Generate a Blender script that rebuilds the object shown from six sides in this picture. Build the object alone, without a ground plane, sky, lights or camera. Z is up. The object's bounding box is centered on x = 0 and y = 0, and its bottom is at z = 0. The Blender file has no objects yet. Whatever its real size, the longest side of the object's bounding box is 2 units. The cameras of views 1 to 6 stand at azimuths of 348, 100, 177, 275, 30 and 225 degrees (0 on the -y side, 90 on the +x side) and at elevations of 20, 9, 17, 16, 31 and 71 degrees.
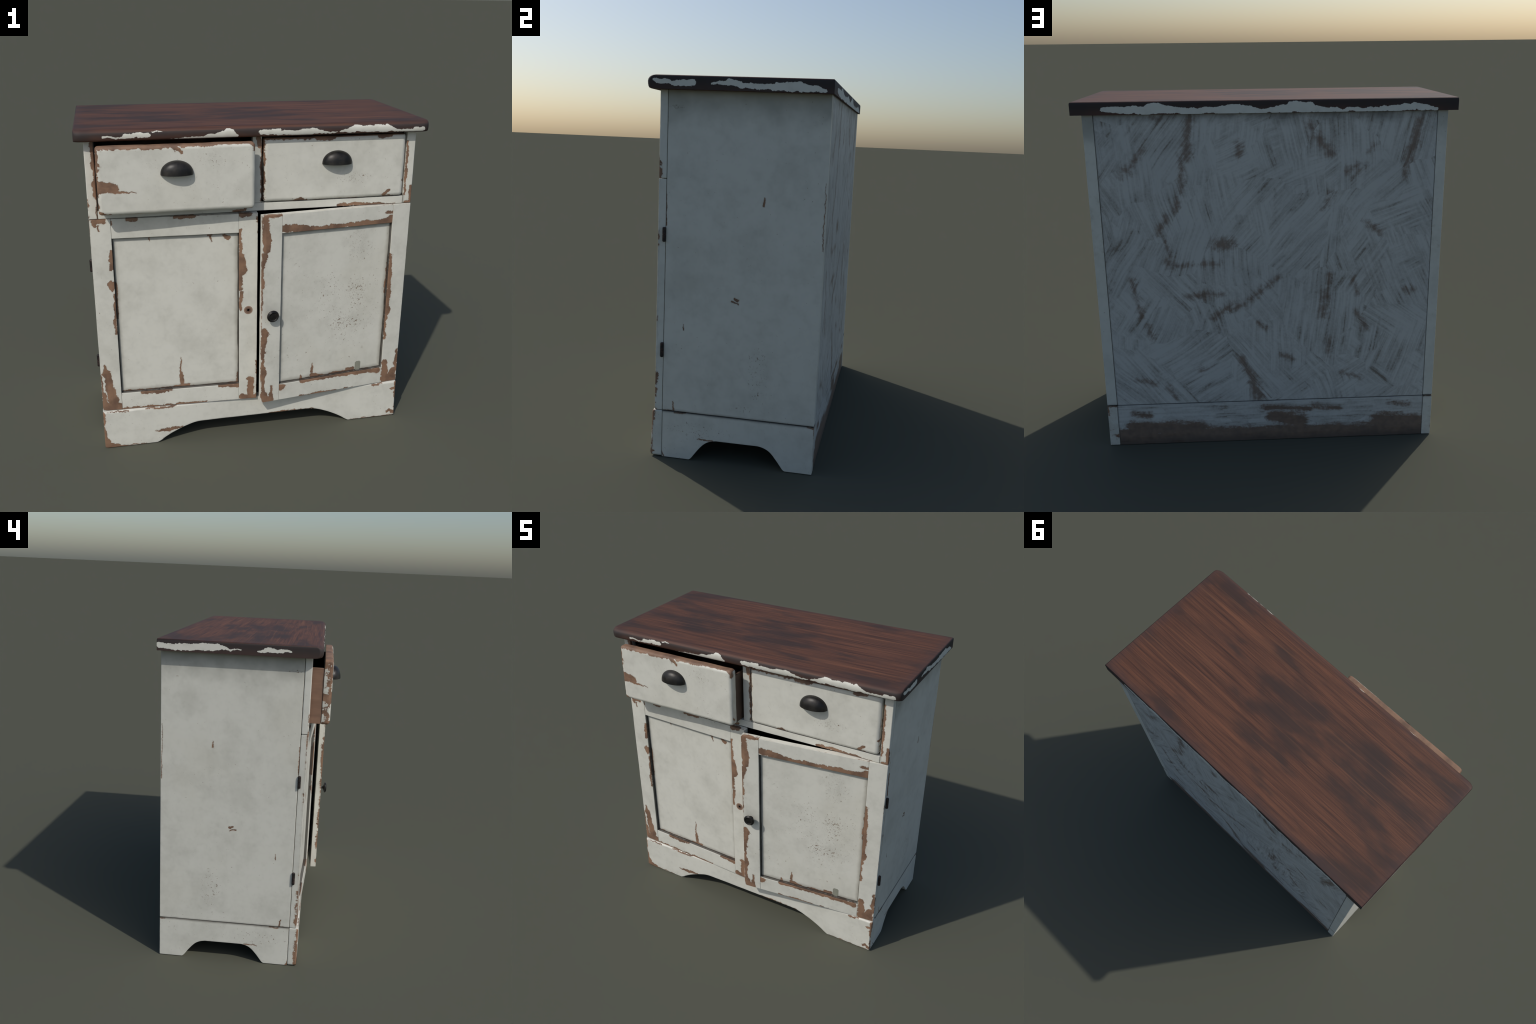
import bpy, bmesh, math
from mathutils import noise as mnoise
from mathutils import Vector, Matrix

# ------------------------------------------------------------------ dimensions (metres)
XL, XR = -0.951, 0.944          # carcass sides
YF, YB = -0.345, 0.503          # face-frame front, carcass back
Z_PL, Z_RAIL, Z_TOP = 0.257, 1.475, 1.9125
SLAB_TOP = 1.977
XM = -0.0035                    # centre line

root = bpy.data.objects.new("cabinet", None)
bpy.context.scene.collection.objects.link(root)
root["label"] = "distressed white painted wooden sideboard with dark brown top"
root["category"] = "kitchen cabinet"


# ------------------------------------------------------------------ node expressions
class Ex:
    """A scalar shader expression: Python arithmetic becomes Math nodes."""

    def __init__(self, g, s):
        self.g, self.s = g, s

    def _m(self, op, *a, clamp=False):
        n = self.g.nodes.new("ShaderNodeMath")
        n.operation, n.use_clamp = op, clamp
        for i, v in enumerate(a):
            if isinstance(v, Ex):
                self.g.links.new(v.s, n.inputs[i])
            else:
                n.inputs[i].default_value = float(v)
        return Ex(self.g, n.outputs[0])

    def __add__(self, o): return self._m("ADD", self, o)
    __radd__ = __add__
    def __sub__(self, o): return self._m("SUBTRACT", self, o)
    def __rsub__(self, o): return self._m("SUBTRACT", o, self)
    def __mul__(self, o): return self._m("MULTIPLY", self, o)
    __rmul__ = __mul__
    def __truediv__(self, o): return self._m("DIVIDE", self, o)
    def __neg__(self): return self._m("MULTIPLY", self, -1.0)
    def abs(self): return self._m("ABSOLUTE", self)
    def min(self, o): return self._m("MINIMUM", self, o)
    def max(self, o): return self._m("MAXIMUM", self, o)
    def pow(self, p): return self._m("POWER", self, p)
    def sin(self): return self._m("SINE", self)
    def cos(self): return self._m("COSINE", self)
    def clamp(self): return self._m("ADD", self, 0.0, clamp=True)

    def step(self, a, b):
        """0 at a, 1 at b, smooth between (a may be larger than b)."""
        flip = a > b
        n = self.g.nodes.new("ShaderNodeMapRange")
        n.interpolation_type = "SMOOTHSTEP"
        self.g.links.new(self.s, n.inputs[0])
        lo, hi = (b, a) if flip else (a, b)
        n.inputs[1].default_value, n.inputs[2].default_value = lo, hi
        n.inputs[3].default_value, n.inputs[4].default_value = (1, 0) if flip else (0, 1)
        return Ex(self.g, n.outputs[0])


def chip_group():
    """Signed distance to a tapered stroke: where paint has flaked away along a line a-b."""
    g = bpy.data.node_groups.get("flake_stroke")
    if g:
        return g
    g = bpy.data.node_groups.new("flake_stroke", "ShaderNodeTree")
    for nm in ("u", "v", "au", "av", "ar", "bu", "bv", "br"):
        g.interface.new_socket(nm, in_out="INPUT", socket_type="NodeSocketFloat")
    g.interface.new_socket("d", in_out="OUTPUT", socket_type="NodeSocketFloat")
    i, o = g.nodes.new("NodeGroupInput"), g.nodes.new("NodeGroupOutput")
    u, v, au, av, ar, bu, bv, br = (Ex(g, s) for s in i.outputs[:8])
    bx, by, px, py = bu - au, bv - av, u - au, v - av
    t = ((px * bx + py * by) / (bx * bx + by * by).max(1e-8)).clamp()
    qx, qy = px - t * bx, py - t * by
    d = (qx * qx + qy * qy).pow(0.5) - (ar + t * (br - ar))
    g.links.new(d.s, o.inputs[0])
    return g


class Mat:
    def __init__(self, name):
        self.m = bpy.data.materials.new(name)
        self.m.use_nodes = True
        self.g = self.m.node_tree
        self.bsdf = self.g.nodes["Principled BSDF"]
        tc = self.g.nodes.new("ShaderNodeTexCoord")
        self.P = tc.outputs["Object"]
        sx = self.g.nodes.new("ShaderNodeSeparateXYZ")
        self.g.links.new(self.P, sx.inputs[0])
        self.x, self.y, self.z = (Ex(self.g, s) for s in sx.outputs)

    def vec(self, a, b, c):
        n = self.g.nodes.new("ShaderNodeCombineXYZ")
        for k, v in enumerate((a, b, c)):
            if isinstance(v, Ex):
                self.g.links.new(v.s, n.inputs[k])
            else:
                n.inputs[k].default_value = v
        return n.outputs[0]

    def noise(self, scale, detail=3.0, rough=0.55, at=None, seed=0.0, dist=0.0):
        n = self.g.nodes.new("ShaderNodeTexNoise")
        n.noise_dimensions = "4D"
        n.inputs["W"].default_value = seed
        n.inputs["Scale"].default_value = scale
        n.inputs["Detail"].default_value = detail
        n.inputs["Roughness"].default_value = rough
        n.inputs["Distortion"].default_value = dist
        self.g.links.new(at or self.P, n.inputs["Vector"])
        return Ex(self.g, n.outputs["Fac"])

    def cells(self, scale, at=None, rnd=1.0):
        n = self.g.nodes.new("ShaderNodeTexVoronoi")
        n.inputs["Scale"].default_value = scale
        n.inputs["Randomness"].default_value = rnd
        self.g.links.new(at or self.P, n.inputs["Vector"])
        c = self.g.nodes.new("ShaderNodeSeparateColor")
        self.g.links.new(n.outputs["Color"], c.inputs[0])
        return Ex(self.g, n.outputs["Distance"]), Ex(self.g, c.outputs[0]), Ex(self.g, c.outputs[1])

    def mix(self, f, a, b):
        n = self.g.nodes.new("ShaderNodeMix")
        n.data_type = "RGBA"
        for k, v in ((0, f), (6, a), (7, b)):
            if isinstance(v, Ex):
                self.g.links.new(v.s, n.inputs[k])
            elif isinstance(v, bpy.types.NodeSocket):
                self.g.links.new(v, n.inputs[k])
            else:
                n.inputs[k].default_value = (*v, 1.0) if k else v
        return n.outputs[2]

    def flakes(self, u, v, strokes):
        d = None
        for s in strokes:
            n = self.g.nodes.new("ShaderNodeGroup")
            n.node_tree = chip_group()
            for k, q in enumerate((u, v)):
                self.g.links.new(q.s, n.inputs[k])
            for k, q in enumerate(s):
                n.inputs[2 + k].default_value = q
            e = Ex(self.g, n.outputs[0])
            d = e if d is None else d.min(e)
        return d

    def ragged(self, u, v, amp=0.010, seed=0.0):
        """Domain warp that makes flake outlines jagged."""
        a = self.noise(17, 6, 0.66, seed=seed) - 0.5
        b = self.noise(17, 6, 0.66, seed=seed + 7.3) - 0.5
        c = self.noise(75, 3, 0.6, seed=seed + 3.7) - 0.5
        e = self.noise(42, 3, 0.6, seed=seed + 5.1) - 0.5
        return u + a * (4.6 * amp) + c * (1.2 * amp) + e * (2.2 * amp), v + b * (4.6 * amp) - c * (1.2 * amp) + e * (2.2 * amp)

    def specks(self, scale, size, rarity, seed=0.0, boost=None):
        """Small irregular chips: noise peaks, denser where a slow noise (or a cluster) says so."""
        n = self.noise(scale, 4, 0.72, seed=seed, dist=0.4)
        dens = self.noise(3.5, 3, 0.6, seed=seed + 11)
        thr = (0.5 - dens) * 0.18 + rarity - 0.060
        if boost is not None:
            thr = thr - boost
        return (n - thr).step(0.0, size)

    def finish(self, color, rough=0.5, metal=0.0, height=None, strength=0.5, dist=0.002, spec=0.5, coat=0.0):
        b = self.bsdf
        for key, v in (("Base Color", color), ("Roughness", rough), ("Metallic", metal)):
            if isinstance(v, Ex):
                self.g.links.new(v.s, b.inputs[key])
            elif isinstance(v, bpy.types.NodeSocket):
                self.g.links.new(v, b.inputs[key])
            else:
                b.inputs[key].default_value = (*v, 1.0) if key == "Base Color" else v
        b.inputs["Specular IOR Level"].default_value = spec
        b.inputs["Coat Weight"].default_value = coat
        if height is not None:
            n = self.g.nodes.new("ShaderNodeBump")
            n.inputs["Strength"].default_value = strength
            n.inputs["Distance"].default_value = dist
            self.g.links.new(height.s, n.inputs["Height"])
            self.g.links.new(n.outputs[0], b.inputs["Normal"])
        return self.m


PAINT = (0.690, 0.680, 0.606)
PAINT_GREY = (0.475, 0.466, 0.405)
BARE = (0.285, 0.165, 0.100)
BARE_DARK = (0.115, 0.067, 0.045)
DIRT = (0.060, 0.052, 0.042)


def bare_wood(m, along="z", seed=0.0):
    s = {"x": (2, 40, 40), "z": (40, 40, 2)}[along]
    at = m.vec(m.x * s[0], m.y * s[1], m.z * s[2])
    grain = m.noise(1.0, 4, 0.6, at=at, seed=seed).step(0.3, 0.72)
    blot = m.noise(9, 4, 0.6, seed=seed + 5).step(0.40, 0.66)
    pale = m.noise(19, 4, 0.65, seed=seed + 9).step(0.5, 0.72)
    c = m.mix(pale * 0.5, BARE, (0.37, 0.225, 0.140))
    c = m.mix(grain * 0.5, c, (0.19, 0.108, 0.067))
    return m.mix(blot * 0.75, c, BARE_DARK)


def paint(name, strokes=(), plane="xz", box=None, wear=0.003, front=None, seed=0.0, along="z",
          speck=0.72, panel=None, under=None, clusters=(), stains=(), amp=0.010, mirror=False, grooves=(), deep=(), fade=0.35, topwear=0.0, grow=0.0):
    """Old white paint over brown wood: strokes = places where it has flaked, box = the part's
    outline (worn edges), panel = outline of a recessed panel (dirt and recess shade painted along it)."""
    m = Mat(name)
    x = (m.x - XM).abs() + XM if mirror else m.x
    u, v = {"xz": (x, m.z), "yz": (m.y, m.z)}[plane]
    ru, rv = m.ragged(u, v, amp, seed)
    d = None
    if strokes:
        d = m.flakes(ru, rv, strokes) - grow
    if box:
        u0, u1, v0, v1 = box
        e = (u - u0).min(u1 - u).min((v - v0).min(v1 - v))
        low = m.noise(5.5, 2, seed=seed + 20)
        fine = m.noise(45, 4, 0.6, seed=seed + 21)
        e = e - wear - (low - 0.5) * 0.022 + (fine - 0.5) * 0.012 + 0.0035
        d = e if d is None else d.min(e)
    chip = None
    if topwear:
        geo = m.g.nodes.new('ShaderNodeNewGeometry')
        sn = m.g.nodes.new('ShaderNodeSeparateXYZ')
        m.g.links.new(geo.outputs['Normal'], sn.inputs[0])
        d = d - Ex(m.g, sn.outputs[2]).step(0.5, 0.9) * topwear
    if d is not None:
        if front is not None:
            back = (m.y - front).max(0.0)
            d = d + back * fade + (back * 60).clamp() * (m.noise(13, 4, 0.6, seed=seed + 30) - 0.5) * 0.026
        chip = d.step(0.0009, -0.0009)
    # paint body colour: cloudy, faintly stained
    cloud = m.noise(5.5, 6, 0.66, seed=seed + 40).step(0.38, 0.72)
    fog = m.noise(22, 4, 0.6, seed=seed + 41).step(0.45, 0.8)
    col = m.mix(cloud * 0.46 + fog * 0.26, PAINT, PAINT_GREY)
    warm = m.noise(2.3, 2, seed=seed + 42).step(0.5, 0.75)
    col = m.mix(warm * 0.25, col, (0.60, 0.575, 0.475))
    boost = None
    for (cu, cv, w, h, b) in clusters:
        q = ((u - cu) / w).abs().pow(2) + ((v - cv) / h).abs().pow(2)
        e = q.step(1.0, 0.2) * b
        boost = e if boost is None else boost.max(e)
    sp = m.specks(75, 0.035, speck, seed, boost).max(m.specks(130, 0.04, speck + 0.012, seed + 2, boost))
    col = m.mix(sp * 0.86, col, (0.190, 0.120, 0.070))
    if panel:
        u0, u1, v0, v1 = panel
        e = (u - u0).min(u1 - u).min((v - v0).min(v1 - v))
        soft = (e + (m.noise(14, 3, seed=seed + 50) - 0.5) * 0.02).step(0.035, 0.0)  # dirt plus baked-in occlusion shade along the recess edge
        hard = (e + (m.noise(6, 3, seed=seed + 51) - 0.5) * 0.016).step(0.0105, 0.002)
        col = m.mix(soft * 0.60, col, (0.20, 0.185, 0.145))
    if under:  # shade below the tabletop, baked into the paint colour
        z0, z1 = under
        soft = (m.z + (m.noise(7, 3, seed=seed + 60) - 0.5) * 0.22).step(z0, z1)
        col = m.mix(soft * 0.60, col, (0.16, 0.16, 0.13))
    for (su, sv, sr) in stains:
        q = ((u - su) * (u - su) + (v - sv) * (v - sv)).pow(0.5) + (m.noise(6, 4, seed=seed + 65) - 0.5) * 0.25
        col = m.mix(q.step(sr, 0.0) * 0.22, col, (0.26, 0.255, 0.21))
    h = None
    if chip is not None:
        rim = (d.step(0.006, 0.0) - chip).clamp()
        col = m.mix(rim * 0.22, col, (0.30, 0.235, 0.165))
        col = m.mix(chip, col, bare_wood(m, along, seed))
        h = (1.0 - chip) * 1.0
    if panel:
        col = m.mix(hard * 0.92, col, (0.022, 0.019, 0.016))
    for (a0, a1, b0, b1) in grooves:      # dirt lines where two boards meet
        q = ((u - (a0 + a1) / 2).abs() - (a1 - a0) / 2).max((v - (b0 + b1) / 2).abs() - (b1 - b0) / 2)
        w = (m.noise(9, 3, seed=seed + 80) - 0.42).max(0.0) * 0.02
        col = m.mix((q - w).step(0.012, -0.002) * 0.35, col, (0.14, 0.125, 0.10))
        col = m.mix((q - w * 0.3).step(0.004, -0.001) * 0.58, col, DIRT)
    for (a0, a1, b0, b1, y0) in deep:      # darker colour on the inner edges that frame a sunk panel
        q = ((u - (a0 + a1) / 2).abs() - (a1 - a0) / 2).max((v - (b0 + b1) / 2).abs() - (b1 - b0) / 2).abs()
        col = m.mix(q.step(0.0022, 0.0012) * (m.y - y0).step(0.002, 0.006) * 0.85, col, (0.030, 0.026, 0.022))
    relief = m.noise(60, 4, 0.6, seed=seed + 70) * 0.16 - sp * 0.35
    h = relief if h is None else h + relief
    rough = 0.46 + (chip * 0.2 if chip is not None else 0.0) if chip is not None else 0.46
    return m.finish(col, rough, height=h, strength=0.75, dist=0.0014)


# ------------------------------------------------------------------ geometry helpers
def link(name, bm, mat, parent, smooth=40.0, kind=None):
    bmesh.ops.recalc_face_normals(bm, faces=bm.faces[:])
    me = bpy.data.meshes.new(name)
    bm.to_mesh(me)
    bm.free()
    for p in me.polygons:
        p.use_smooth = True
    me.set_sharp_from_angle(angle=math.radians(smooth))
    me.materials.append(mat)
    ob = bpy.data.objects.new(name, me)
    ob.parent = parent
    bpy.context.scene.collection.objects.link(ob)
    if kind:
        ob["kind"] = kind
    wn = ob.modifiers.new("weighted_normals", "WEIGHTED_NORMAL")
    wn.keep_sharp, wn.weight = True, 80
    return ob


def add_box(bm, x0, x1, y0, y1, z0, z1):
    r = bmesh.ops.create_cube(bm, size=1.0)
    for v in r["verts"]:
        v.co = Vector(((x0 + x1) / 2 + v.co.x * (x1 - x0), (y0 + y1) / 2 + v.co.y * (y1 - y0), (z0 + z1) / 2 + v.co.z * (z1 - z0)))
    return r["verts"]


def bevel_all(bm, w, seg=2):
    bmesh.ops.bevel(bm, geom=bm.edges[:], offset=w, segments=seg, profile=0.5, affect="EDGES", clamp_overlap=True)


def worn(p, amp, freq=11.0):
    """Smooth pseudo-random offset: hand-planed boards are never dead straight."""
    q = Vector((p[0] * freq, p[1] * freq * 0.4, p[2] * freq))
    return (mnoise.noise_vector(q) * 0.65 + mnoise.noise_vector(q * 3.1 + Vector((9, 4, 2))) * 0.35) * amp


def slice_up(bm, step=0.025):
    """Cut the boards across so that their edges can waver."""
    for ax in range(3):
        cs = [v.co[ax] for v in bm.verts]
        lo, hi = min(cs), max(cs)
        if hi - lo < 0.09:
            continue
        n = int((hi - lo) / step)
        nrm = Vector((ax == 0, ax == 1, ax == 2))
        for k in range(1, n):
            bmesh.ops.bisect_plane(bm, geom=bm.verts[:] + bm.edges[:] + bm.faces[:], plane_co=nrm * (lo + (hi - lo) * k / n), plane_no=nrm, dist=1e-6)


def bevel_sharp(bm, w, seg):
    ed = [e for e in bm.edges if len(e.link_faces) == 2 and e.calc_face_angle() > math.radians(35)]
    bmesh.ops.bevel(bm, geom=ed, offset=w, segments=seg, profile=0.5, affect="EDGES", clamp_overlap=True)


def board(name, b, mat, parent, w=0.0035, seg=2, amp=0.0011):
    bm = bmesh.new()
    add_box(bm, *b)
    big = sorted((b[1] - b[0], b[3] - b[2], b[5] - b[4]))[1] > 0.3        # sheets stay flat
    if not big and amp:
        slice_up(bm)
    bevel_sharp(bm, w, seg)
    if not big and amp:
        for v in bm.verts:
            v.co += worn(v.co, amp)
    return link(name, bm, mat, parent)


def drawer_front_board(name, b, mat, parent):
    """Board with eased corners, a soft round-over all round its face and slightly wandering edges."""
    x0, x1, y0, y1, z0, z1 = b
    th = y1 - y0
    prof = [(0.003, th), (0.0, th - 0.003), (0.0, 0.017), (0.0014, 0.0110), (0.0052, 0.0060), (0.0125, 0.0020), (0.0180, 0.0006), (0.0240, 0.0)]
    r, arc = 0.018, 6

    def outline(ins):
        pts = []
        X0, X1, Z0, Z1, R = x0 + ins, x1 - ins, z0 + ins, z1 - ins, max(0.003, r - ins * 0.6)
        corners = ((X1 - R, Z0 + R, -90), (X1 - R, Z1 - R, 0), (X0 + R, Z1 - R, 90), (X0 + R, Z0 + R, 180))
        ns = (18, 40, 18, 40)
        for i, (cx, cz, a0) in enumerate(corners):
            for k in range(arc + 1):
                a = math.radians(a0 + 90 * k / arc)
                pts.append((cx + R * math.cos(a), cz + R * math.sin(a)))
            nx, nz, na = corners[(i + 1) % 4]
            a = math.radians(na)
            ex, ez = nx + R * math.cos(a), nz + R * math.sin(a)
            sx, sz = pts[-1]
            for k in range(1, ns[i]):
                t = k / ns[i]
                pts.append((sx + (ex - sx) * t, sz + (ez - sz) * t))
        return pts

    bm = bmesh.new()
    rings = []
    for ins, dy in prof:
        ring = []
        for x, z in outline(ins):
            o = worn((x, 0.0, z), 0.0034, 9.0)
            ring.append(bm.verts.new((x + o.x, y0 + dy, z + o.z)))
        rings.append(ring)
    for p, q in zip(rings, rings[1:]):
        for k in range(len(p)):
            bm.faces.new((p[k], p[(k + 1) % len(p)], q[(k + 1) % len(p)], q[k]))
    bm.faces.new(rings[0])
    bm.faces.new(rings[-1])
    return link(name, bm, mat, parent, 50)


def profile_board(name, outline, axis, d0, d1, mat, parent, w=0.004, corner=None):
    """Board sawn to an outline in (u, z), thickness d0..d1 along the other horizontal axis."""
    bm = bmesh.new()
    mk = (lambda u, z, d: (u, d, z)) if axis == "x" else (lambda u, z, d: (d, u, z))
    vs = [bm.verts.new(mk(u, z, d0)) for u, z in outline]
    f = bm.faces.new(vs)
    r = bmesh.ops.extrude_face_region(bm, geom=[f])
    sh = Vector(mk(0, 0, d1 - d0))
    for q in r["geom"]:
        if isinstance(q, bmesh.types.BMVert):
            q.co += sh
    bmesh.ops.recalc_face_normals(bm, faces=bm.faces[:])
    if corner:
        ed = [e for e in bm.edges if corner(e)]
        bmesh.ops.bevel(bm, geom=ed, offset=0.013, segments=4, profile=0.5, affect="EDGES")
    ed = [e for e in bm.edges if len(e.link_faces) == 2 and e.calc_face_angle() > math.radians(40)]
    bmesh.ops.bevel(bm, geom=ed, offset=w, segments=2, profile=0.5, affect="EDGES")
    slice_up(bm, 0.03)
    for v in bm.verts:
        o = worn(v.co, 0.0013)
        v.co += Vector((o.x, o.y, o.z if v.co.z > 0.01 else 0.0))
    return link(name, bm, mat, parent)


def smooth_curve(pts, n=6):
    """Catmull-Rom through control points."""
    out = []
    P = [pts[0]] + list(pts) + [pts[-1]]
    for i in range(1, len(P) - 2):
        p0, p1, p2, p3 = (Vector(q) for q in P[i - 1:i + 3])
        for k in range(n):
            t = k / n
            out.append(tuple(0.5 * (2 * p1 + (p2 - p0) * t + (2 * p0 - 5 * p1 + 4 * p2 - p3) * t * t + (3 * p1 - p0 - 3 * p2 + p3) * t ** 3)))
    out.append(tuple(pts[-1]))
    return out


# ------------------------------------------------------------------ plain materials
def wood_top():
    strips = [  # left-over paint on the slab's rim: front
        (-0.849, 1.936, 0.007, -0.737, 1.934, 0.005), (-0.737, 1.939, 0.011, -0.61, 1.943, 0.012),
        (-0.589, 1.959, 0.003, -0.539, 1.957, 0.002), (-0.568, 1.969, 0.002, -0.565, 1.958, 0.004),
        (-0.503, 1.915, 0.003, -0.366, 1.918, 0.008), (-0.366, 1.918, 0.008, -0.262, 1.921, 0.017),
        (-0.262, 1.921, 0.014, -0.171, 1.935, 0.029), (-0.171, 1.935, 0.029, -0.139, 1.922, 0.014),
        (0.004, 1.938, 0.014, 0.101, 1.939, 0.016), (0.101, 1.93, 0.011, 0.283, 1.933, 0.020),
        (0.283, 1.937, 0.018, 0.35, 1.932, 0.012), (0.35, 1.929, 0.009, 0.44, 1.925, 0.003),
        (0.458, 1.932, 0.005, 0.544, 1.940, 0.018), (0.544, 1.944, 0.018, 0.736, 1.938, 0.020),
        (0.735, 1.942, 0.019, 0.79, 1.929, 0.010), (0.791, 1.928, 0.008, 0.908, 1.924, 0.009),
        (0.908, 1.928, 0.014, 0.955, 1.932, 0.015)]
    right = [
        (-0.362, 1.951, 0.010, -0.242, 1.94, 0.013), (-0.242, 1.94, 0.014, -0.167, 1.942, 0.015),
        (-0.071, 1.943, 0.003, 0.013, 1.947, 0.011), (0.013, 1.951, 0.016, 0.069, 1.94, 0.013),
        (0.069, 1.937, 0.012, 0.242, 1.93, 0.015), (0.242, 1.935, 0.018, 0.351, 1.938, 0.024),
        (0.351, 1.935, 0.022, 0.472, 1.922, 0.009)]
    back = [
        (0.833, 1.94, 0.012, 0.596, 1.933, 0.022), (0.596, 1.939, 0.026, 0.544, 1.939, 0.025),
        (0.544, 1.936, 0.022, 0.338, 1.923, 0.013), (0.338, 1.926, 0.014, 0.142, 1.933, 0.024),
        (0.142, 1.933, 0.021, 0.033, 1.922, 0.014), (0.033, 1.918, 0.012, -0.019, 1.924, 0.012),
        (-0.019, 1.924, 0.013, -0.124, 1.932, 0.024), (-0.124, 1.939, 0.025, -0.222, 1.937, 0.028),
        (-0.222, 1.931, 0.019, -0.334, 1.919, 0.011), (-0.334, 1.926, 0.012, -0.414, 1.915, 0.007),
        (-0.414, 1.921, 0.009, -0.613, 1.922, 0.012), (-0.613, 1.925, 0.013, -0.772, 1.932, 0.019),
        (-0.772, 1.932, 0.018, -0.887, 1.918, 0.007)]
    left = [
        (0.503, 1.943, 0.017, 0.404, 1.93, 0.014), (0.404, 1.937, 0.018, 0.178, 1.947, 0.019),
        (0.178, 1.947, 0.017, 0.107, 1.935, 0.004), (0.107, 1.935, 0.003, 0.048, 1.939, 0.003),
        (-0.047, 1.933, 0.004, -0.102, 1.943, 0.013), (-0.102, 1.943, 0.013, -0.223, 1.943, 0.006)]
    m = Mat("dark_stained_wood")
    geo = m.g.nodes.new("ShaderNodeNewGeometry")
    sn = m.g.nodes.new("ShaderNodeSeparateXYZ")
    m.g.links.new(geo.outputs["Normal"], sn.inputs[0])
    nx, ny, nz = (Ex(m.g, s) for s in sn.outputs)
    # grain runs along x
    wob = m.noise(2.0, 2, seed=4)
    at = m.vec(m.x * 1.3, (m.y + wob * 0.02) * 38, m.z * 38)
    at2 = m.vec(m.x * 2.6, m.y * 210, m.z * 210)
    band = m.noise(1.0, 4, 0.6, at=at, seed=1)
    fine = m.noise(1.0, 3, 0.6, at=at2, seed=2)
    blot = m.noise(1.0, 4, 0.55, at=m.vec(m.x * 2.3, m.y * 7.5, m.z * 3), seed=3.4)
    t = (band * 0.40 + fine * 0.52 + 0.04)
    base = m.mix(t.step(0.34, 0.68), (0.044, 0.0185, 0.0120), (0.190, 0.074, 0.037))
    pore = m.noise(170, 3, 0.7, seed=6)
    base = m.mix(pore.step(0.45, 0.7) * 0.25, base, (0.040, 0.020, 0.016))
    base = m.mix((blot + (band - 0.5) * 0.25 + (fine - 0.5) * 0.15).step(0.46, 0.66) * 0.80, base, (0.036, 0.022, 0.018))
    streak = m.noise(1.0, 3, 0.6, at=m.vec(m.x * 0.9, m.y * 42, m.z * 42), seed=9).step(0.55, 0.70)
    base = m.mix(streak * 0.38, base, (0.235, 0.098, 0.046))
    # rim faces are darker, redder near the bottom
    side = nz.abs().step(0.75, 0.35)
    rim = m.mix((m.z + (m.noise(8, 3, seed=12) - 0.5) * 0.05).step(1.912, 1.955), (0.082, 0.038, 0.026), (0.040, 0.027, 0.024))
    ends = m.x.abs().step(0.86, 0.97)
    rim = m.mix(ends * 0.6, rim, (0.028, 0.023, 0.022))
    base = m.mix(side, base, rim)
    edge = (0.995 - m.x.abs()).min(m.y + 0.40).min(0.515 - m.y)
    edge = (edge + (m.noise(5, 3, seed=15) - 0.5) * 0.12).step(0.07, -0.02) * nz.step(0.3, 0.8)
    base = m.mix(edge * 0.5, base, (0.062, 0.036, 0.034))
    # paint left-overs
    ru, rv = m.ragged(m.x, m.z, 0.0075, 21)
    ry, _ = m.ragged(m.y, m.z, 0.0075, 25)
    rv = rv + (m.z - 1.945) * 0.0
    df = m.flakes(ru, rv, strips) + 0.0006 + (ny + 0.74).max(0.0) * 0.22
    db = m.flakes(ru, rv, back) + (0.45 - ny).max(0.0) * 0.5
    dr = m.flakes(ry, rv, right) + (0.45 - nx).max(0.0) * 0.5
    dl = m.flakes(ry, rv, left) + (nx + 0.45).max(0.0) * 0.5
    d = df.min(db).min(dr).min(dl)
    on = d.step(0.0008, -0.0008)
    pc = m.mix(m.noise(14, 3, seed=31).step(0.45, 0.75) * 0.4, PAINT, PAINT_GREY)
    col = m.mix(on, base, pc)
    rough = 0.70 + (fine - 0.5) * 0.10
    h = (fine + band) * 0.12
    return m.finish(col, rough, height=h, strength=0.4, dist=0.0008, spec=0.45)


def plain_wood():
    m = Mat("drawer_box_wood")
    at = m.vec(m.x * 30, m.y * 4, m.z * 30)
    g = m.noise(1.0, 4, 0.6, at=at, seed=2).step(0.3, 0.7)
    b = m.noise(14, 3, seed=5).step(0.5, 0.75)
    c = m.mix(g, (0.27, 0.160, 0.105), (0.20, 0.115, 0.075))
    c = m.mix(b * 0.4, c, (0.16, 0.085, 0.055))
    c = m.mix((m.x + 0.25).step(0.0, 0.05) * (m.x + 0.02).step(0.01, 0.0) * 0.72, c, (0.045, 0.030, 0.023))  # right flank of the open drawer box: its shade put into the colour
    return m.finish(c, 0.6, height=g, strength=0.15, dist=0.001)


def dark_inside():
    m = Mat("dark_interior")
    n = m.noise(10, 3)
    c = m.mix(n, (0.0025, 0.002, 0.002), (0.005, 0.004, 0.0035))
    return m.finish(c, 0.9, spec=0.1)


def iron():
    m = Mat("blackened_iron")
    n = m.noise(22, 5, 0.65, seed=3)
    c = m.mix(n.step(0.4, 0.7), (0.012, 0.0115, 0.011), (0.034, 0.030, 0.025))
    s = m.noise(120, 3, seed=8).step(0.6, 0.75)
    c = m.mix(s * 0.4, c, (0.06, 0.045, 0.034))
    return m.finish(c, 0.42 + (n - 0.5) * 0.2, 0.35, height=n, strength=0.2, dist=0.001, spec=0.5)


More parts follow.
